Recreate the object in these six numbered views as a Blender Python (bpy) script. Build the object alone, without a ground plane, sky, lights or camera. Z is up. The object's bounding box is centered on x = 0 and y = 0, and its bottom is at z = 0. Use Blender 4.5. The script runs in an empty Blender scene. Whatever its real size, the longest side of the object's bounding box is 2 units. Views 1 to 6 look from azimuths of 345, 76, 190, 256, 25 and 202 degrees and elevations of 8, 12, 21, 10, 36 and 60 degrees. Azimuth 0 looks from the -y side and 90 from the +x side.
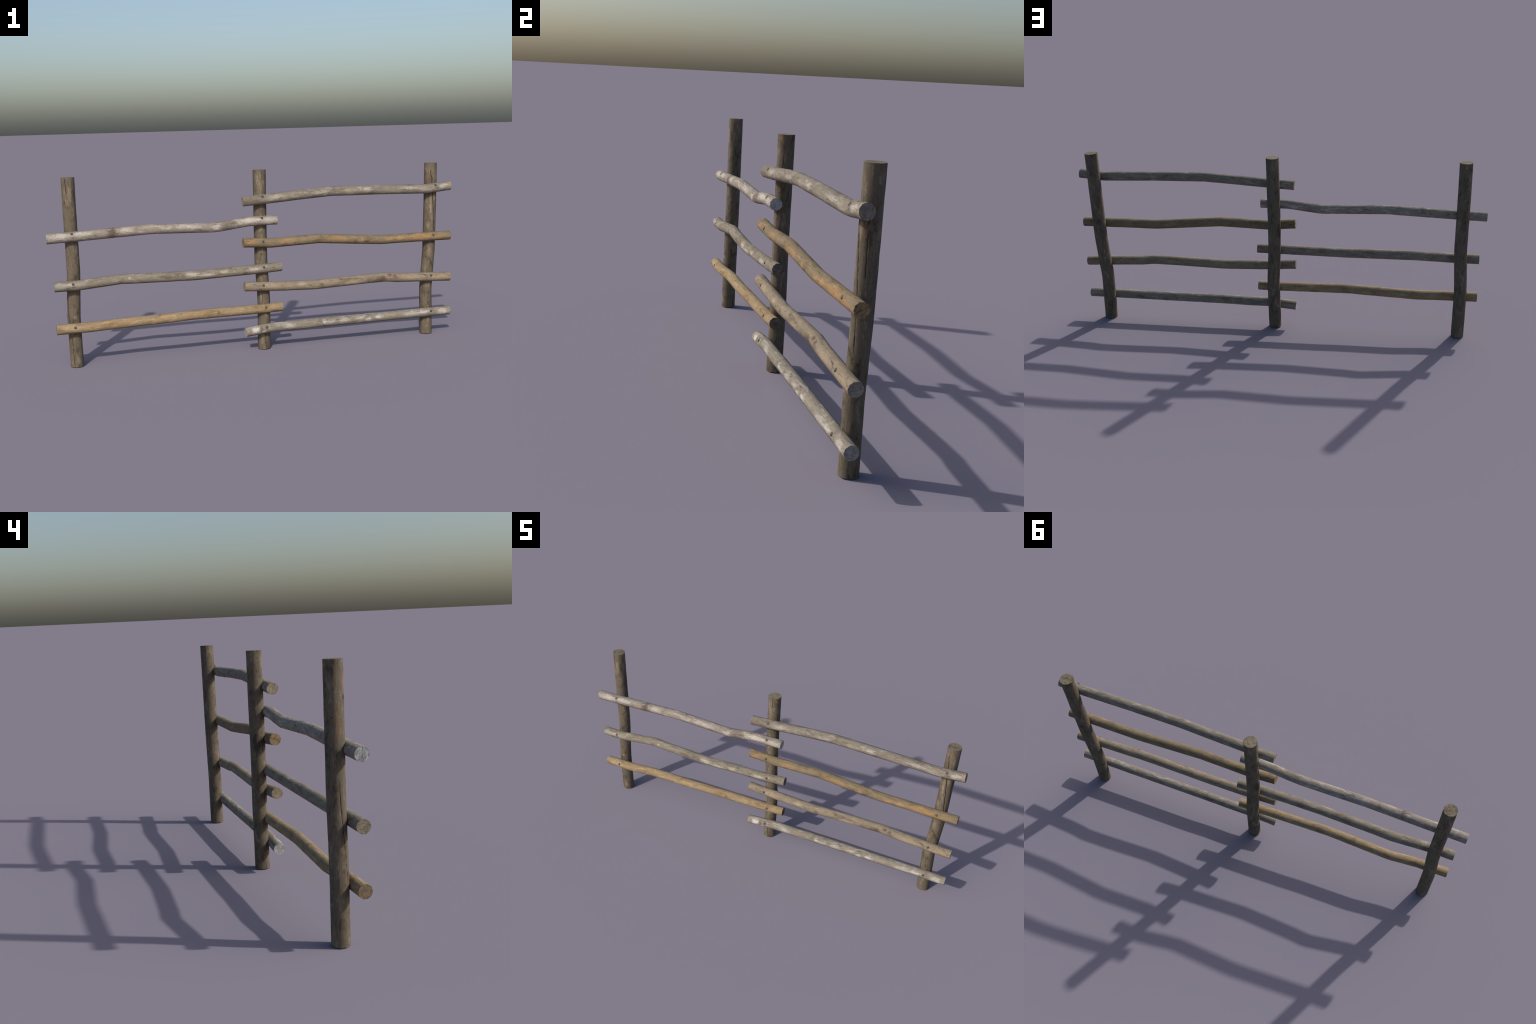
"""Rustic round-pole fence: three leaning posts, seven crooked rails nailed to their front faces."""
import bpy, math, random
import numpy as np
from mathutils import Vector, Matrix, noise

SIDES = 10            # the poles are ten-sided in section, shaded smooth
SUB = 8               # mesh columns per side


# ------------------------------------------------------------------ geometry
def fbm(p, octaves=3):
    a, s = 0.0, 1.0
    for _ in range(octaves):
        a += s * noise.noise(p)
        p = p * 2.03
        s *= 0.5
    return a


def centre_line(ctrl, step, soften):
    """Dense, slightly softened polyline through the bend points; axial parameter kept."""
    ctrl = np.array(ctrl, float)
    seg = np.linalg.norm(np.diff(ctrl, axis=0), axis=1)
    s = np.r_[0, np.cumsum(seg)]
    n = max(8, int(round(s[-1] / step)))
    t = np.linspace(0, s[-1], n + 1)
    out = np.zeros((n + 1, 3))
    for o in np.linspace(-soften, soften, 7):      # box filter rounds each bend
        for k in range(3):
            q = np.clip(t + o, 0, s[-1])
            v = np.interp(q, s, ctrl[:, k])
            # linear continuation past the ends, so that ends do not shrink
            lo, hi = t + o < 0, t + o > s[-1]
            v[lo] += (t + o)[lo] * (ctrl[1, k] - ctrl[0, k]) / seg[0]
            v[hi] += ((t + o)[hi] - s[-1]) * (ctrl[-1, k] - ctrl[-2, k]) / seg[-1]
            out[:, k] += v / 7
    return t, out


def frames(pts, front, up):
    tan = np.gradient(pts, axis=0)
    tan /= np.linalg.norm(tan, axis=1)[:, None]
    f = np.array(front)[None] - tan * (tan @ np.array(front))[:, None]
    f /= np.linalg.norm(f, axis=1)[:, None]
    u = np.cross(tan, f)
    u *= np.sign(u @ np.array(up))[:, None]
    return tan, f, u


def make_pole(name, ctrl, r0, r1, phase, front, side, cracks, lump, seed, mats, step=0.005, soften=0.012):
    """Pole along ctrl. Angle 0 looks along `front`, 90 degrees along `side`.
    cracks: (list of (axial, angle), width, depth); grooves are cut into the surface."""
    t, pts = centre_line(ctrl, step, soften)
    tan, F, U = frames(pts, front, side)
    axis = 0 if abs(tan[0][0]) > 0.5 else 2
    cols = SIDES * SUB
    n = len(pts)
    rad = (np.interp(t, [0, t[-1]], [r0, r1]) + (0.0011 if axis == 0 else 0.0005)) / 0.984
    round_co, poly_co = [], []
    for i in range(n):
        for j in range(cols):
            a = 2 * math.pi * j / cols - math.pi
            d = F[i] * math.cos(a) + U[i] * math.sin(a)
            p = pts[i] + d * rad[i]
            q = Vector((p[0], p[1], p[2])) + Vector((seed * 7.3, seed * 3.1, -seed))
            st = Vector((q.x * (12 if axis == 0 else 60), q.y * 60, q.z * (12 if axis == 2 else 60)))
            h = lump * fbm(Vector((q.x * 22, q.y * 30, q.z * 22)), 2) + 0.35 * lump * fbm(st * 2.2, 2)
            pos = pts[i][axis]
            for line, width, depth in cracks:
                ks = [c[0] for c in line]
                if not (min(ks) - 0.01 < pos < max(ks) + 0.01):
                    continue
                order = sorted(line)
                ca = math.radians(np.interp(pos, [c[0] for c in order], [c[1] for c in order])) \
                    + 0.05 * noise.noise(Vector((pos * 60, seed, 1.7)))
                dist = abs((a - ca + math.pi) % (2 * math.pi) - math.pi) * rad[i]
                end = max(0.0, min(1.0, min(pos - min(ks) + 0.004, max(ks) + 0.004 - pos) / 0.03))
                w = width * (0.35 + 0.65 * end)
                if min(ks) <= 0.001 or max(ks) > 0.86:
                    end = max(end, 0.8) if (pos < 0.03 or pos > 0.84) else end
                h -= depth * end * max(0.0, 1 - (dist / w) ** 2)
            # ten-sided section: radius of the flat at this angle
            k = (a - phase + math.pi / SIDES) % (2 * math.pi / SIDES) - math.pi / SIDES
            flat = math.cos(math.pi / SIDES) / math.cos(math.pi / SIDES - abs(k))
            round_co.append(pts[i] + d * (rad[i] * 0.984 + h))
            poly_co.append(pts[i] + d * (rad[i] * flat + h))
    faces = []
    for i in range(n - 1):
        for j in range(cols):
            a, b = i * cols + j, i * cols + (j + 1) % cols
            faces.append((a, b, b + cols, a + cols))
    # end caps: polar grids on duplicated rims so that the saw-cut edge stays crisp
    rings = 7
    cap_faces, ci = [], [0, 0]
    normals_cap = {}
    for e, (row, sgn) in enumerate(((0, -1), (n - 1, 1))):
        c = pts[row]
        base = len(poly_co)
        nrm = tan[row] * sgn
        for r in range(rings + 1):
            fr = 1 - r / rings
            for j in range(cols):
                rim = poly_co[row * cols + j]
                p = c + (rim - c) * fr
                if 0 < r:
                    g = fbm(Vector((p[0] * 130 + seed, p[1] * 130, p[2] * 130)), 2)
                    p = p + nrm * (-0.0004 + 0.0003 * g)
                poly_co.append(p)
                round_co.append(p)
                normals_cap[len(poly_co) - 1] = nrm
        for r in range(rings):
            for j in range(cols):
                a, b = base + r * cols + j, base + r * cols + (j + 1) % cols
                cap_faces.append(((a, b, b + cols, a + cols), e))
    me = bpy.data.meshes.new(name)
    verts = [tuple(p) for p in round_co]
    flist = faces + [f for f, _ in cap_faces]
    me.from_pydata(verts, [], flist)
    import bmesh
    bm = bmesh.new()
    bm.from_mesh(me)
    # orient all faces outwards: side faces by radial test, cap faces by axis
    bm.faces.ensure_lookup_table()
    nf = len(faces)
    for k, f in enumerate(bm.faces):
        if k < nf:
            i = k // cols
            ok = f.normal.dot(Vector(f.calc_center_median()) - Vector(pts[i])) > 0
        else:
            e = cap_faces[k - nf][1]
            ok = f.normal.dot(Vector(tan[0 if e == 0 else -1] * (-1 if e == 0 else 1))) > 0
        if not ok:
            f.normal_flip()
    bm.to_mesh(me)
    bm.free()
    me.update()
    nv = np.zeros(len(me.vertices) * 3)
    me.vertex_normals.foreach_get("vector", nv)
    nv = nv.reshape(-1, 3)
    for k, v in normals_cap.items():
        nv[k] = v
    me.vertices.foreach_set("co", np.array(poly_co, dtype=np.float32).ravel())
    me.polygons.foreach_set("use_smooth", [True] * len(me.polygons))
    for m in mats:
        me.materials.append(m)
    mi = [0] * nf + [1 + (e if len(mats) > 2 else 0) for _, e in cap_faces]
    me.polygons.foreach_set("material_index", mi)
    me.update()
    me.normals_split_custom_set_from_vertices([tuple(v) for v in nv])
    ob = bpy.data.objects.new(name, me)
    bpy.context.scene.collection.objects.link(ob)
    return ob


def make_nail_mesh():
    """Domed round head with a short shank, head facing +Z, underside at z = 0."""
    prof = [(0.0, 0.0021), (0.0022, 0.00205), (0.0042, 0.0018), (0.0055, 0.0013), (0.0062, 0.0006),
            (0.0063, 0.0), (0.0060, -0.0012), (0.0018, -0.0014), (0.0016, -0.016), (0.0, -0.019)]
    seg = 20
    v, f = [], []
    for r, z in prof:
        for j in range(seg):
            a = 2 * math.pi * j / seg
            v.append((r * math.cos(a), r * math.sin(a), z))
    for i in range(len(prof) - 1):
        for j in range(seg):
            f.append((i * seg + j, (i + 1) * seg + j, (i + 1) * seg + (j + 1) % seg, i * seg + (j + 1) % seg))
    me = bpy.data.meshes.new("nail")
    me.from_pydata(v, [], f)
    import bmesh
    bm = bmesh.new()
    bm.from_mesh(me)
    bmesh.ops.remove_doubles(bm, verts=bm.verts, dist=1e-6)
    bmesh.ops.recalc_face_normals(bm, faces=bm.faces)
    bm.to_mesh(me)
    bm.free()
    me.polygons.foreach_set("use_smooth", [True] * len(me.polygons))
    return me


# ------------------------------------------------------------------ materials
class Graph:
    def __init__(self, name):
        self.mat = bpy.data.materials.new(name)
        self.mat.use_nodes = True
        self.t = self.mat.node_tree
        self.t.nodes.clear()

    def n(self, kind, **kw):
        nd = self.t.nodes.new(kind)
        for k, v in kw.items():
            setattr(nd, k, v)
        return nd

    def put(self, sock, v):
        if isinstance(v, bpy.types.NodeSocket):
            self.t.links.new(v, sock)
        elif v is not None:
            sock.default_value = v

    def math(self, op, a, b=None, c=None, clamp=False):
        nd = self.n("ShaderNodeMath", operation=op, use_clamp=clamp)
        for s, v in zip(nd.inputs, (a, b, c)):
            self.put(s, v)
        return nd.outputs[0]

    def vmath(self, op, a, b=None):
        nd = self.n("ShaderNodeVectorMath", operation=op)
        self.put(nd.inputs[0], a)
        if b is not None:
            self.put(nd.inputs[1], b)
        return nd.outputs["Value"] if op in ("LENGTH", "DISTANCE", "DOT_PRODUCT") else nd.outputs[0]

    def rng(self, v, a, b, c=0.0, d=1.0, smooth=True):
        nd = self.n("ShaderNodeMapRange", interpolation_type="SMOOTHSTEP" if smooth else "LINEAR")
        for i, x in enumerate((v, a, b, c, d)):
            self.put(nd.inputs[i], x)
        return nd.outputs[0]

    def noise(self, vec, scale, detail=3.0, rough=0.55, dist=0.0):
        nd = self.n("ShaderNodeTexNoise")
        self.put(nd.inputs["Vector"], vec)
        self.put(nd.inputs["Scale"], scale)
        self.put(nd.inputs["Detail"], detail)
        self.put(nd.inputs["Roughness"], rough)
        self.put(nd.inputs["Distortion"], dist)
        return nd.outputs["Fac"]

    def mix(self, fac, a, b, mode="MIX"):
        nd = self.n("ShaderNodeMix", data_type="RGBA", blend_type=mode)
        self.put(nd.inputs[0], fac)
        for s, v in ((nd.inputs[6], a), (nd.inputs[7], b)):
            self.put(s, (*v, 1.0) if isinstance(v, tuple) else v)
        return nd.outputs[2]

    def ramp(self, fac, stops):
        nd = self.n("ShaderNodeValToRGB")
        el = nd.color_ramp.elements
        while len(el) < len(stops):
            el.new(0.5)
        for e, (p, c) in zip(el, stops):
            e.position = p
            e.color = (*c, 1.0)
        self.put(nd.inputs[0], fac)
        return nd.outputs[0]

    def polyline(self, x, xs, ys):
        """Piecewise-linear function of x: the pole's bent centre line."""
        acc = self.math("ADD", 0.0, float(ys[0]))
        for a, b, c, d in zip(xs[:-1], xs[1:], ys[:-1], ys[1:]):
            if abs(d - c) > 1e-5:
                nd = self.n("ShaderNodeMapRange", clamp=True)
                for i, v in enumerate((x, float(a), float(b), 0.0, float(d - c))):
                    self.put(nd.inputs[i], v)
                acc = self.math("ADD", acc, nd.outputs[0])
        return acc

    def finish(self, color, height=None, bump=0.3, dist=0.0012, rough=0.86, spec=0.18, metallic=0.0):
        b = self.n("ShaderNodeBsdfPrincipled")
        self.put(b.inputs["Base Color"], color)
        self.put(b.inputs["Roughness"], rough)
        self.put(b.inputs["Specular IOR Level"], spec)
        self.put(b.inputs["Metallic"], metallic)
        if height is not None:
            bp = self.n("ShaderNodeBump")
            self.put(bp.inputs["Strength"], bump)
            self.put(bp.inputs["Distance"], dist)
            self.put(bp.inputs["Height"], height)
            self.put(b.inputs["Normal"], bp.outputs[0])
        o = self.n("ShaderNodeOutputMaterial")
        self.t.links.new(b.outputs[0], o.inputs[0])
        return self.mat


def local_coords(g, ctrl, axis, seed):
    """Object position straightened along the bent pole, plus a seed offset for the noises."""
    tc = g.n("ShaderNodeTexCoord")
    sep = g.n("ShaderNodeSeparateXYZ")
    g.put(sep.inputs[0], tc.outputs["Object"])
    X, Y, Z = sep.outputs
    ctrl = sorted(ctrl, key=lambda p: p[axis])
    s = [p[axis] for p in ctrl]
    main = X if axis == 0 else Z
    y = g.math("SUBTRACT", Y, g.polyline(main, s, [p[1] for p in ctrl]))
    o = 2 if axis == 0 else 0
    w = g.math("SUBTRACT", Z if axis == 0 else X, g.polyline(main, s, [p[o] for p in ctrl]))
    com = g.n("ShaderNodeCombineXYZ")
    for sock, v in zip(com.inputs, (main, y, w)):     # (axial, depth, cross)
        g.put(sock, v)
    loc = com.outputs[0]
    return loc, g.vmath("ADD", loc, (seed * 3.17, seed * 1.31, seed * 2.23))


def stretched(g, v, ax, tr):
    return g.vmath("MULTIPLY", v, (ax, tr, tr))


def wood(name, ctrl, axis, radius, seed, dark, mid, light, spots=(), cracks=(), patch=(9, 26),
         bias=0.0, streak=0.35, pits=0.5, hair=0.35, fleck=0.42):
    """Weathered barkless pole. spots: (axial, angle, half length, half width, colour, strength).
    cracks: same lines as the carved grooves, darkened inside."""
    g = Graph(name)
    loc, nv = local_coords(g, ctrl, axis, seed)
    n_patch = g.noise(stretched(g, nv, *patch), 1.0, 4.0, 0.6, 0.7)
    n_mid = g.noise(stretched(g, nv, 45, 110), 1.0, 4.0, 0.65, 0.5)
    n_streak = g.noise(stretched(g, nv, 22, 420), 1.0, 3.0, 0.6, 0.3)
    n_fine = g.noise(stretched(g, nv, 300, 700), 1.0, 2.0, 0.6)
    f = g.math("MULTIPLY_ADD", g.math("SUBTRACT", n_mid, 0.5), 0.55, n_patch)
    f = g.math("ADD", f, bias)
    col = g.ramp(f, [(0.30, dark), (0.46, mid), (0.56, mid), (0.70, light)])
    # placed patches: knots, stains, bleached and orange areas
    warp = g.n("ShaderNodeTexNoise")
    g.put(warp.inputs["Vector"], stretched(g, nv, 60, 110))
    g.put(warp.inputs["Scale"], 1.0)
    g.put(warp.inputs["Detail"], 4.0)
    g.put(warp.inputs["Roughness"], 0.7)
    ragged = g.rng(g.noise(stretched(g, nv, 110, 240), 1.0, 4.0, 0.7, 0.3), 0.34, 0.58, 0.55, 1.0)
    wv = g.vmath("SUBTRACT", warp.outputs["Color"], (0.5, 0.5, 0.5))
    for ax, ang, hl, hw, c, st in spots:
        a = math.radians(ang)
        cen = (ax, -radius * math.cos(a), radius * math.sin(a))
        d = g.vmath("SUBTRACT", loc, cen)
        d = g.vmath("MULTIPLY", d, (1 / hl, 1 / hw, 1 / hw))
        small = hl < 0.013
        wk = 1.5 if small else 2.5
        d = g.vmath("ADD", d, g.vmath("MULTIPLY", wv, (wk, wk, wk)))
        m = g.rng(g.vmath("LENGTH", d), 0.35 if small else 0.25, 1.15 if small else 1.40, st, 0.0)
        if not small:
            m = g.math("MULTIPLY", m, ragged)
        col = g.mix(m, col, c)
    # fine mottling: bleached flecks and brown grain flecks
    fl = g.noise(stretched(g, nv, 90, 260), 1.0, 4.0, 0.7, 0.6)
    col = g.mix(g.rng(fl, 0.56, 0.74, 0.0, fleck), col, light)
    col = g.mix(g.rng(fl, 0.44, 0.28, 0.0, fleck), col, dark)
    # streaks and grain modulate whatever lies below
    k = g.rng(n_streak, 0.3, 0.7, 1.0 - streak, 1.0 + streak * 0.75, False)
    k = g.math("MULTIPLY", k, g.rng(n_fine, 0.3, 0.7, 0.86, 1.12, False))
    cc = g.n("ShaderNodeCombineXYZ")
    for s in cc.inputs:
        g.put(s, k)
    col = g.mix(1.0, col, cc.outputs[0], "MULTIPLY")
    # drying hairlines along the grain, broken up by a second noise
    h1 = g.noise(stretched(g, nv, 3.0, 75), 1.0, 2.0, 0.5, 0.2)
    h2 = g.noise(stretched(g, nv, 14, 40), 1.7, 2.0)
    hl_ = g.math("MULTIPLY", g.rng(g.math("ABSOLUTE", g.math("SUBTRACT", h1, 0.5)), 0.004, 0.016, 1.0, 0.0),
                 g.rng(h2, 0.5, 0.62, 0.0, hair))
    col = g.mix(hl_, col, tuple(x * 0.35 for x in dark))
    # insect pits and grime specks
    p1 = g.noise(stretched(g, nv, 170, 230), 1.0, 2.0, 0.6)
    p2 = g.noise(stretched(g, nv, 18, 30), 1.3, 2.0)
    pm = g.math("MULTIPLY", g.rng(p1, 0.60, 0.70, 0.0, pits), g.rng(p2, 0.45, 0.62))
    col = g.mix(pm, col, tuple(x * 0.55 for x in dark))
    # inside of the carved cracks
    if cracks:
        sep = g.n("ShaderNodeSeparateXYZ")
        g.put(sep.inputs[0], loc)
        ang = g.math("ARCTAN2", sep.outputs[2], g.math("MULTIPLY", sep.outputs[1], -1.0))
        wob = g.math("MULTIPLY", g.math("SUBTRACT", g.noise(stretched(g, nv, 70, 1), 1.0, 2.0), 0.5), 0.10)
        ang = g.math("ADD", ang, wob)
        for line, width, depth in cracks:
            o = sorted(line)
            xs, ys = [c[0] for c in o], [math.radians(c[1]) for c in o]
            dd = g.math("ABSOLUTE", g.math("SUBTRACT", ang, g.polyline(sep.outputs[0], xs, ys)))
            m = g.rng(g.math("MULTIPLY", dd, radius), width * 0.45, width * 1.15, 0.95, 0.0)
            lo = g.rng(sep.outputs[0], xs[0] - 0.006, xs[0] + 0.012)
            hi = g.rng(sep.outputs[0], xs[-1] - 0.012, xs[-1] + 0.006, 1.0, 0.0)
            m = g.math("MULTIPLY", m, g.math("MULTIPLY", lo, hi))
            col = g.mix(m, col, tuple(x * 0.30 for x in dark))
    height = g.math("ADD", g.math("MULTIPLY", n_streak, 0.8),
                    g.math("ADD", g.math("MULTIPLY", n_mid, 0.8), g.math("MULTIPLY", hl_, -1.5)))
    return g.finish(col, height, 0.35, 0.0016)


def end_grain(name, centre, axis, seed, dark, light, split=None, streak_angle=0.0):
    """Sawn end: parallel saw streaks, faint rings, optional radial split (angle, width)."""
    g = Graph(name)
    tc = g.n("ShaderNodeTexCoord")
    p = g.vmath("SUBTRACT", tc.outputs["Object"], centre)
    sep = g.n("ShaderNodeSeparateXYZ")
    g.put(sep.inputs[0], p)
    a = sep.outputs[1]
    b = sep.outputs[2] if axis == 0 else sep.outputs[0]
    ca, sa = math.cos(streak_angle), math.sin(streak_angle)
    u = g.math("ADD", g.math("MULTIPLY", a, ca), g.math("MULTIPLY", b, sa))
    v = g.math("SUBTRACT", g.math("MULTIPLY", b, ca), g.math("MULTIPLY", a, sa))
    com = g.n("ShaderNodeCombineXYZ")
    g.put(com.inputs[0], u)
    g.put(com.inputs[1], v)
    com.inputs[2].default_value = seed * 1.7
    q = com.outputs[0]
    n1 = g.noise(g.vmath("MULTIPLY", q, (60, 380, 1)), 1.0, 3.0, 0.6, 0.4)
    n2 = g.noise(g.vmath("MULTIPLY", q, (150, 150, 1)), 1.0, 3.0, 0.65)
    r = g.vmath("LENGTH", g.vmath("MULTIPLY", q, (1, 1, 0)))
    ring = g.math("SINE", g.math("MULTIPLY_ADD", n2, 4.0, g.math("MULTIPLY", r, 1500.0)))
    f = g.math("MULTIPLY_ADD", ring, 0.022, g.math("MULTIPLY_ADD", n2, 0.5, g.math("MULTIPLY", n1, 0.5)))
    blot = g.noise(g.vmath("MULTIPLY", q, (55, 55, 1)), 1.0, 2.0)
    f2 = g.math("MULTIPLY_ADD", g.math("SUBTRACT", blot, 0.5), 0.5, f)
    col = g.ramp(f2, [(0.34, tuple(x * 0.8 for x in dark)), (0.62, light)])
    if split:
        wob = g.math("MULTIPLY", g.math("SUBTRACT", n2, 0.5), 0.004)
        m = g.rng(g.math("ABSOLUTE", g.math("ADD", v, g.math("ADD", wob, split[0]))), split[1] * 0.4, split[1], 0.8, 0.0)
        col = g.mix(m, col, tuple(x * 0.3 for x in dark))
    return g.finish(col, f, 0.35, 0.0012)


def iron():
    g = Graph("rusty_iron")
    tc = g.n("ShaderNodeTexCoord")
    oi = g.n("ShaderNodeObjectInfo")
    v = g.vmath("ADD", tc.outputs["Object"], g.vmath("MULTIPLY", oi.outputs["Location"], (31.0, 17.0, 23.0)))
    n1 = g.noise(v, 420.0, 3.0, 0.6)
    col = g.ramp(n1, [(0.35, (0.034, 0.027, 0.022)), (0.5, (0.060, 0.047, 0.039)), (0.66, (0.092, 0.062, 0.044))])
    return g.finish(col, n1, 0.3, 0.0006, rough=0.62, spec=0.35, metallic=0.15)


# ------------------------------------------------------------------ the fence
fence = bpy.data.objects.new("wooden_fence", None)
bpy.context.scene.collection.objects.link(fence)
fence["label"] = "rustic crooked round-pole fence of weathered nailed rails"
fence["category"] = "wooden fence"

# ---- posts: bend points (x, y, z), radii, carved cracks (axial z, angle from the front towards +x)
POST_DARK, POST_MID, POST_LIGHT = (0.056, 0.045, 0.033), (0.118, 0.096, 0.069), (0.190, 0.156, 0.114)
RUST = (0.24, 0.115, 0.045)
KNOT = (0.045, 0.033, 0.024)
PALE = (0.29, 0.235, 0.165)
posts = [
    dict(ctrl=[(-.8912, .0212, 0), (-.8949, .0212, .230), (-.8848, .0209, .445), (-.8878, .0206, .742), (-.8878, .0204, .8760)],
         r=(.0301, .0304), seed=1.0,
         cracks=[([(.874, -28), (.845, -26), (.80, -23)], .0019, .0022),
                 ([(.52, -88), (.46, -84), (.33, -70), (.20, -48)], .0014, .0018),
                 ([(.145, -31), (.06, -28), (0.0, -26)], .0014, .0016),
                 ([(.46, -86), (.452, -58)], .0012, .0010)],
         spots=[(.815, -42, .030, .004, RUST, .85), (.69, -97, .040, .006, RUST, .55), (.765, -45, .010, .007, KNOT, .9),
                (.748, -38, .014, .010, KNOT, .55), (.742, -12, .008, .008, KNOT, .5), (.80, 8, .05, .010, PALE, .6), (.80, 34, .03, .007, KNOT, .6),
                (.55, -30, .018, .010, POST_DARK, .45), (.235, 8, .012, .008, PALE, .5), (.03, 15, .02, .012, PALE, .45), (.60, 20, .03, .008, POST_DARK, .5)],
         split=(0.004, .0016), sa=1.2),
    dict(ctrl=[(.0157, .0234, 0), (.0195, .0232, .2464), (.0104, .0229, .4329), (.0103, .0227, .5523), (.0131, .0221, .8760)],
         r=(.0297, .0305), seed=2.0,
         cracks=[([(.874, 3), (.85, 4), (.825, 8)], .0015, .0018), ([(.295, -30), (.22, -25)], .0013, .0016),
                 ([(.085, -4), (0.0, 3)], .0013, .0016), ([(.80, 62), (.70, 60)], .0013, .0014)],
         spots=[(.862, 42, .010, .007, RUST, .9), (.78, 20, .03, .012, POST_DARK, .5), (.47, -8, .012, .008, KNOT, .6),
                (.605, -20, .03, .014, PALE, .4), (.27, -42, .04, .007, PALE, .6), (.83, -35, .03, .010, PALE, .45),
                (.055, -35, .04, .010, PALE, .4), (.68, 5, .02, .012, POST_DARK, .5)],
         split=None, sa=0.4),
    dict(ctrl=[(.8881, .0225, 0), (.8855, .0225, .225), (.9040, .0226, .4392), (.9110, .0227, .679), (.9154, .0227, .8760)],
         r=(.0304, .0309), seed=3.0,
         cracks=[([(.845, -27), (.73, -4), (.60, 20), (.52, 32)], .0022, .0026),
                 ([(.51, 34), (.44, 37), (.36, 43)], .0014, .0016),
                 ([(.82, -14), (.76, -2)], .0013, .0014), ([(.70, 62), (.57, 66)], .0013, .0014)],
         spots=[(.215, 2, .014, .010, KNOT, .6), (.66, -18, .05, .008, PALE, .65), (.70, 22, .03, .006, PALE, .5),
                (.70, 40, .05, .006, (0.17, 0.10, 0.05), .55), (.56, -35, .02, .012, PALE, .4), (.43, -25, .03, .014, PALE, .35),
                (.80, -45, .04, .008, (0.17, 0.105, 0.055), .55), (.84, 0, .02, .015, (0.17, 0.12, 0.07), .5), (.37, -20, .014, .010, (0.15, 0.10, 0.055), .5)],
         split=(-0.002, .0018), sa=1.45),
]
for i, p in enumerate(posts):
    m = wood("weathered_post_wood", p["ctrl"], 2, p["r"][0], p["seed"], POST_DARK, POST_MID, POST_LIGHT, p["spots"], p["cracks"],
             patch=(11, 30), streak=0.20, pits=0.6, hair=0.35, fleck=0.5)
    cap = end_grain("post_end_grain", p["ctrl"][-1], 2, p["seed"], (0.078, 0.064, 0.045), (0.205, 0.168, 0.117), p["split"], p["sa"])
    ob = make_pole("post", p["ctrl"], *p["r"], math.radians(0), (0, -1, 0), (1, 0, 0), p["cracks"], 0.0005, p["seed"], [m, cap])
    ob.parent = fence

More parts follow.
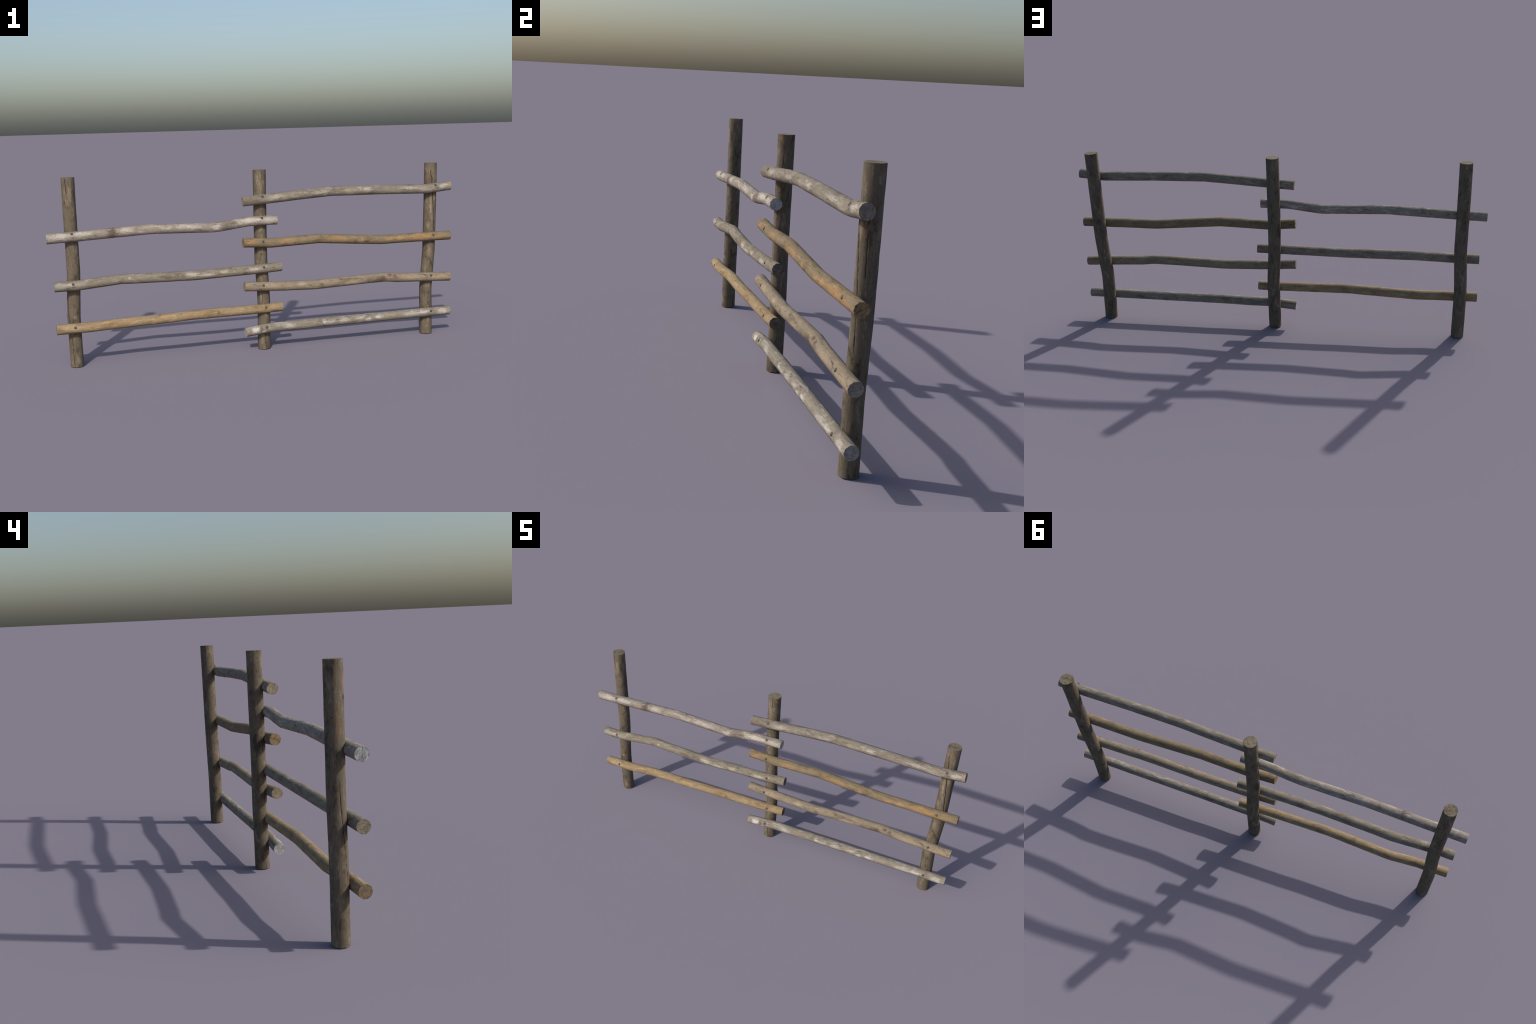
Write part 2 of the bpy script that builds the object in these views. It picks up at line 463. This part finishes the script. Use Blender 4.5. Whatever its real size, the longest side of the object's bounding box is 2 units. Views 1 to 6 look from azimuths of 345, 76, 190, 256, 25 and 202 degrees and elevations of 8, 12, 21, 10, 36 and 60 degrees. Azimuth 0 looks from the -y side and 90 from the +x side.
# ---- rails: bend points, radii, section phase, colours, placed patches, nails (x, angle above the front)
W = (0.47, 0.43, 0.385)
GW = (0.44, 0.422, 0.392)
BR = (0.10, 0.070, 0.054)
OR = (0.335, 0.190, 0.078)
rails = [
    # bleached, almost white, with brown bands
    dict(ctrl=[(-.9995, -.0201, .6062), (-.894, -.0206, .6093), (-.527, -.0195, .6245), (-.2165, -.0200, .6149), (-.0558, -.0195, .6347), (.0815, -.0200, .6348)],
         r=(.0222, .0214), phase=0, seed=11.0, cols=((0.115, 0.095, 0.077), (0.226, 0.197, 0.165), (0.36, 0.325, 0.288)), bias=.02, hair=.35, pits=.5, streak=.16,
         spots=[(-.94, 15, .05, .016, W, .7), (-.85, 28, .045, .012, W, .7), (-.642, 20, .032, .016, W, .7), (-.05, 20, .07, .016, W, .8), (.045, 10, .035, .02, W, .7),
                (-.337, 16, .05, .010, W, .6), (-.217, 15, .028, .014, W, .6),
                (-.707, 8, .030, .045, (0.085, 0.06, 0.047), 1.0), (-.70, 40, .014, .020, BR, .8), (-.165, 0, .040, .045, (0.135, 0.11, 0.087), .95), (-.75, 10, .03, .03, (0.23, 0.195, 0.155), .7), (-.55, 20, .05, .04, (0.25, 0.215, 0.17), .7), (-.141, 25, .012, .008, BR, .6),
                (-.811, -40, .014, .006, BR, .7), (-.783, -1, .008, .005, BR, .6), (-.89, 62, .05, .0045, (0.13, 0.12, 0.115), .85), (.0, 60, .05, .0045, (0.13, 0.12, 0.115), .85), (.05, 42, .014, .003, (0.15, 0.14, 0.135), .8),
                (-.47, 62, .055, .0045, (0.15, 0.125, 0.10), .85), (-.40, -28, .03, .006, (0.2, 0.16, 0.13), .6), (.06, -35, .012, .005, BR, .6), (-.56, 50, .03, .006, (0.22, 0.19, 0.15), .6)],
         nails=[(-.887, 39.3), (.0043, 38.2)], capL=((0.12, 0.117, 0.115), (0.40, 0.395, 0.39)), capR=((0.24, 0.235, 0.235), (0.38, 0.37, 0.37)), sa=1.57),
    # grey-olive
    dict(ctrl=[(-.9764, -.0296, .3870), (-.8736, -.0309, .3869), (-.6725, -.0119, .3997), (-.6078, -.0158, .3975), (-.3258, -.0222, .3936), (.0096, -.0125, .4014), (.1027, -.0063, .4051)],
         r=(.0221, .0214), phase=18, seed=12.0, cols=((0.118, 0.099, 0.075), (0.193, 0.168, 0.131), (0.30, 0.268, 0.222)), bias=-.01, hair=.3, pits=.35, streak=.16,
         spots=[(-.95, 15, .03, .016, (0.30, 0.29, 0.26), .6), (-.935, -5, .018, .006, (0.24, 0.245, 0.24), .6), (-.91, 20, .03, .008, (0.40, 0.355, 0.295), .65), (-.858, 20, .03, .014, (0.30, 0.275, 0.225), .5), (-.345, 20, .035, .010, (0.43, 0.39, 0.325), .8),
                (-.275, 0, .035, .007, (0.42, 0.40, 0.35), .8), (-.191, 18, .025, .008, (0.42, 0.37, 0.30), .75), (-.042, 10, .03, .010, (0.42, 0.385, 0.32), .8),
                (-.068, -5, .012, .008, (0.20, 0.20, 0.20), .6), (-.217, -8, .03, .006, (0.13, 0.105, 0.08), .7), (-.637, 15, .008, .007, (0.4, 0.36, 0.29), .6),
                (.068, 12, .035, .02, (0.185, 0.16, 0.12), .6), (.06, 8, .012, .003, (0.10, 0.09, 0.07), .7), (-.892, -12, .008, .004, BR, .8)],
         nails=[(-.8943, 26.9), (.0092, 24.4)], capL=((0.13, 0.105, 0.075), (0.23, 0.19, 0.14)), capR=((0.06, 0.054, 0.05), (0.15, 0.135, 0.125)), sa=0.3),
    # tan with orange-brown figure
    dict(ctrl=[(-.977, -.0302, .1890), (-.822, -.0276, .1893), (-.6868, -.0140, .1917), (-.420, -.0200, .2002), (-.3567, -.0196, .2037), (.024, -.0088, .2038), (.102, -.0056, .2059)],
         r=(.0223, .0212), phase=18, seed=13.0, cols=((0.165, 0.117, 0.066), (0.248, 0.184, 0.109), (0.335, 0.252, 0.155)), bias=.01, hair=.4, pits=.75, streak=.24,
         spots=[(-.731, 5, .030, .012, (0.225, 0.125, 0.052), .75), (-.814, 15, .012, .010, (0.30, 0.165, 0.065), .55), (-.66, 0, .04, .010, (0.27, 0.160, 0.072), .5), (-.471, 28, .025, .008, (0.36, 0.225, 0.11), .6),
                (-.365, 12, .012, .012, (0.27, 0.165, 0.08), .5), (-.273, 4, .030, .016, (0.19, 0.112, 0.052), .8), (-.222, 12, .012, .012, (0.135, 0.08, 0.04), .8), (.064, 25, .010, .008, (0.33, 0.19, 0.08), .6),
                (-.89, 15, .06, .015, (0.36, 0.265, 0.16), .5), (-.543, -5, .022, .003, (0.17, 0.105, 0.05), .7), (-.10, 10, .09, .014, (0.33, 0.248, 0.15), .4)],
         nails=[(-.8945, 17.8), (.0156, 21.9)], capL=((0.115, 0.084, 0.05), (0.20, 0.148, 0.09)), capR=((0.085, 0.07, 0.052), (0.15, 0.125, 0.10)), sa=0.9),
    # grey-brown with bleached streaks
    dict(ctrl=[(-.0848, -.0200, .7305), (.0265, -.0205, .7372), (.2504, -.0185, .7530), (.3625, -.0195, .7595), (.6105, -.0212, .7558), (.8721, -.0200, .7485), (.9985, -.0205, .7597)],
         r=(.0221, .0218), phase=0, seed=21.0, cols=((0.112, 0.092, 0.072), (0.187, 0.163, 0.130), (0.29, 0.264, 0.226)), bias=.0, hair=.6, pits=.4, streak=.24,
         spots=[(-.04, 15, .045, .03, (0.165, 0.135, 0.103), .7), (-.005, 50, .03, .006, BR, .5), (.085, 5, .05, .012, (0.36, 0.32, 0.265), .7), (.028, -23, .012, .005, (0.30, 0.175, 0.09), .7), (.308, 5, .05, .009, (0.36, 0.33, 0.28), .7),
                (.445, 5, .025, .012, (0.36, 0.30, 0.225), .6), (.543, 14, .03, .012, (0.40, 0.37, 0.33), .8), (.475, -25, .02, .006, (0.31, 0.185, 0.10), .6), (.77, 20, .05, .009, (0.37, 0.342, 0.305), .75),
                (.746, -2, .025, .005, BR, .6), (.912, -25, .012, .005, (0.36, 0.22, 0.12), .65), (.955, 15, .028, .012, (0.40, 0.375, 0.34), .8), (.21, 28, .006, .006, BR, .6), (.63, 20, .03, .02, (0.225, 0.195, 0.14), .6), (.99, 0, .014, .03, (0.27, 0.225, 0.16), .7),
                (.84, 0, .04, .012, (0.34, 0.295, 0.235), .5)],
         nails=[(.0090, 35.7), (.9119, 37.8)], capL=((0.17, 0.135, 0.092), (0.31, 0.255, 0.18)), capR=((0.125, 0.108, 0.09), (0.21, 0.185, 0.16)), sa=1.4),
    # ochre and orange
    dict(ctrl=[(-.0876, -.0225, .5347), (.0463, -.0200, .5245), (.2915, -.0200, .5318), (.6150, -.0178, .5063), (.785, -.0170, .5066), (1.0009, -.0162, .5063)],
         r=(.0219, .0216), phase=18, seed=22.0, cols=((0.115, 0.092, 0.060), (0.178, 0.138, 0.086), (0.262, 0.182, 0.100)), bias=-.01, hair=.75, pits=.4, streak=.22,
         spots=[(-.054, 8, .025, .012, OR, .8), (.135, 15, .035, .014, (0.32, 0.195, 0.09), .7), (.409, 12, .035, .010, OR, .65), (.35, 10, .05, .012, (0.33, 0.19, 0.075), .5), (.516, -4, .022, .012, (0.35, 0.2, 0.085), .7), (.66, 5, .022, .012, OR, .7),
                (.717, 12, .030, .010, (0.37, 0.225, 0.10), .7), (.835, 12, .08, .018, OR, .8), (.94, -2, .04, .010, OR, .55), (.536, -24, .018, .006, (0.055, 0.036, 0.026), .9), (.565, 15, .022, .014, (0.155, 0.125, 0.085), .7), (.62, 22, .022, .010, (0.16, 0.13, 0.09), .65),
                (.21, 14, .035, .016, (0.205, 0.16, 0.098), .6), (.016, -5, .025, .012, (0.165, 0.13, 0.085), .6), (.835, 9, .003, .005, (0.12, 0.11, 0.10), .8), (.975, 40, .02, .010, (0.17, 0.14, 0.095), .6)],
         nails=[(.0058, 22.1), (.9010, 23.7)], capL=((0.16, 0.105, 0.055), (0.29, 0.20, 0.115)), capR=((0.14, 0.092, 0.046), (0.27, 0.185, 0.10)), sa=0.5, split=(0.0, .0012)),
    # beige with dark stains and knots
    dict(ctrl=[(-.0876, -.0218, .3217), (.0611, -.0206, .3122), (.2697, -.0212, .3045), (.530, -.0184, .3130), (.6418, -.0172, .3148), (.7065, -.0178, .3080), (1.0008, -.0160, .2933)],
         r=(.0217, .0218), phase=18, seed=23.0, cols=((0.125, 0.101, 0.075), (0.208, 0.17, 0.124), (0.295, 0.238, 0.171)), bias=.01, hair=.3, pits=.45, streak=.16,
         spots=[(.60, -12, .045, .020, (0.095, 0.068, 0.050), .9), (.620, 0, .018, .016, (0.085, 0.06, 0.045), .95), (.548, 0, .016, .016, (0.09, 0.065, 0.048), .9), (.57, 20, .04, .016, (0.19, 0.155, 0.11), .6), (.668, 43, .007, .006, (0.06, 0.040, 0.030), .95), (.69, 42, .006, .006, BR, .9), (.689, 20, .014, .014, BR, .85), (.66, 38, .012, .012, BR, .8),
                (-.042, 37, .007, .003, (0.06, 0.045, 0.036), .95), (-.02, 18, .025, .003, BR, .8), (.032, 24, .007, .005, BR, .8), (.85, 38, .010, .004, (0.055, 0.043, 0.037), .95), (.836, 44, .016, .003, BR, .8), (.925, 30, .014, .003, BR, .8), (.402, 40, .006, .004, (0.06, 0.047, 0.037), .9), (.41, 33, .022, .003, BR, .7),
                (.415, -22, .012, .004, BR, .6), (.482, 28, .010, .004, BR, .85), (.465, 30, .02, .003, BR, .6), (.05, 12, .05, .014, (0.36, 0.28, 0.185), .6), (.20, 22, .03, .010, (0.36, 0.285, 0.2), .6), (-.075, 0, .02, .03, (0.215, 0.17, 0.115), .6),
                (.45, -15, .05, .010, (0.37, 0.28, 0.175), .6), (.95, 0, .05, .012, (0.36, 0.27, 0.165), .5), (.78, 10, .06, .014, (0.34, 0.275, 0.195), .5)],
         nails=[(.0023, 20.6), (.8881, 26.3)], capL=((0.16, 0.13, 0.09), (0.27, 0.215, 0.15)), capR=((0.14, 0.128, 0.112), (0.24, 0.22, 0.195)), sa=0.2, split=(0.002, .001)),
    # grey with chalky white patches
    dict(ctrl=[(-.0871, -.0215, .0971), (.0555, -.0208, .1107), (.1819, -.0198, .1100), (.2807, -.0190, .1131), (.600, -.0172, .1140), (.9348, -.0150, .1159), (.9998, -.0145, .1160)],
         r=(.0219, .0212), phase=18, seed=24.0, cols=((0.118, 0.100, 0.079), (0.195, 0.172, 0.138), (0.31, 0.288, 0.257)), bias=.01, hair=.65, pits=.5, streak=.2,
         spots=[(-.041, 18, .018, .016, (0.58, 0.555, 0.535), .9), (-.012, 14, .011, .020, (0.13, 0.088, 0.075), .85), (.012, 24, .014, .012, (0.15, 0.105, 0.085), .7), (-.082, 5, .012, .02, (0.26, 0.21, 0.14), .6), (-.055, -35, .012, .006, (0.36, 0.24, 0.14), .5), (.0, -20, .012, .006, GW, .7),
                (.128, 12, .035, .012, GW, .75), (.311, 20, .012, .014, GW, .75), (.34, 5, .035, .010, GW, .6), (.413, 9, .03, .012, (0.43, 0.395, 0.35), .7), (.599, 14, .025, .010, (0.52, 0.50, 0.47), .85), (.543, -6, .020, .009, (0.48, 0.47, 0.455), .8), (.50, 25, .025, .009, (0.42, 0.37, 0.31), .5),
                (.848, 18, .035, .010, (0.51, 0.48, 0.445), .8), (.78, 12, .05, .012, GW, .55), (.95, 5, .035, .014, (0.50, 0.465, 0.41), .6), (.97, -8, .015, .008, (0.5, 0.5, 0.48), .6), (.67, 24, .025, .012, (0.27, 0.225, 0.16), .5), (.46, -20, .04, .006, (0.15, 0.125, 0.09), .6), (.07, 25, .03, .012, (0.235, 0.205, 0.16), .6),
                (.70, -28, .10, .004, (0.14, 0.12, 0.09), .6)],
         nails=[(.0141, 25.7), (.8890, 21.2)], capL=((0.25, 0.245, 0.235), (0.45, 0.44, 0.42)), capR=((0.17, 0.16, 0.15), (0.28, 0.265, 0.25)), sa=0.1),
]
nail_mesh = make_nail_mesh()
nail_mesh.materials.append(iron())
rng = random.Random(5)
for r in rails:
    d, m_, l = r["cols"]
    rad = sum(r["r"]) / 2
    m = wood("weathered_rail_wood", r["ctrl"], 0, rad + 0.0007, r["seed"], d, m_, l, r["spots"], (), patch=(14, 40), bias=r["bias"],
             streak=r["streak"], pits=r["pits"], hair=r["hair"])
    cl = end_grain("rail_end_grain", r["ctrl"][0], 0, r["seed"], *r["capL"], r.get("split"), r["sa"])
    cr = end_grain("rail_end_grain", r["ctrl"][-1], 0, r["seed"] + 5, *r["capR"], r.get("split"), r["sa"])
    rail = make_pole("rail", r["ctrl"], *r["r"], math.radians(90 + r["phase"]), (0, -1, 0), (0, 0, 1), (), 0.0004, r["seed"], [m, cl, cr])
    rail.parent = fence
    xs = [c[0] for c in r["ctrl"]]
    for x, ang in r["nails"]:
        a = math.radians(ang)
        out = Vector((0, -math.cos(a), math.sin(a)))
        rr = np.interp(x, [xs[0], xs[-1]], r["r"])
        c = Vector((x, np.interp(x, xs, [p[1] for p in r["ctrl"]]), np.interp(x, xs, [p[2] for p in r["ctrl"]])))
        tilt = Vector((rng.uniform(-.05, .05), rng.uniform(-.05, .05), rng.uniform(-.05, .05)))
        q = (out + tilt).normalized().to_track_quat('Z', 'Y')
        nl = bpy.data.objects.new("nail", nail_mesh)
        bpy.context.scene.collection.objects.link(nl)
        nl.matrix_world = Matrix.Translation(c + out * (rr * 0.99 + 0.0010)) @ q.to_matrix().to_4x4() @ Matrix.Rotation(rng.uniform(0, 6.28), 4, 'Z')
        nl.parent = rail
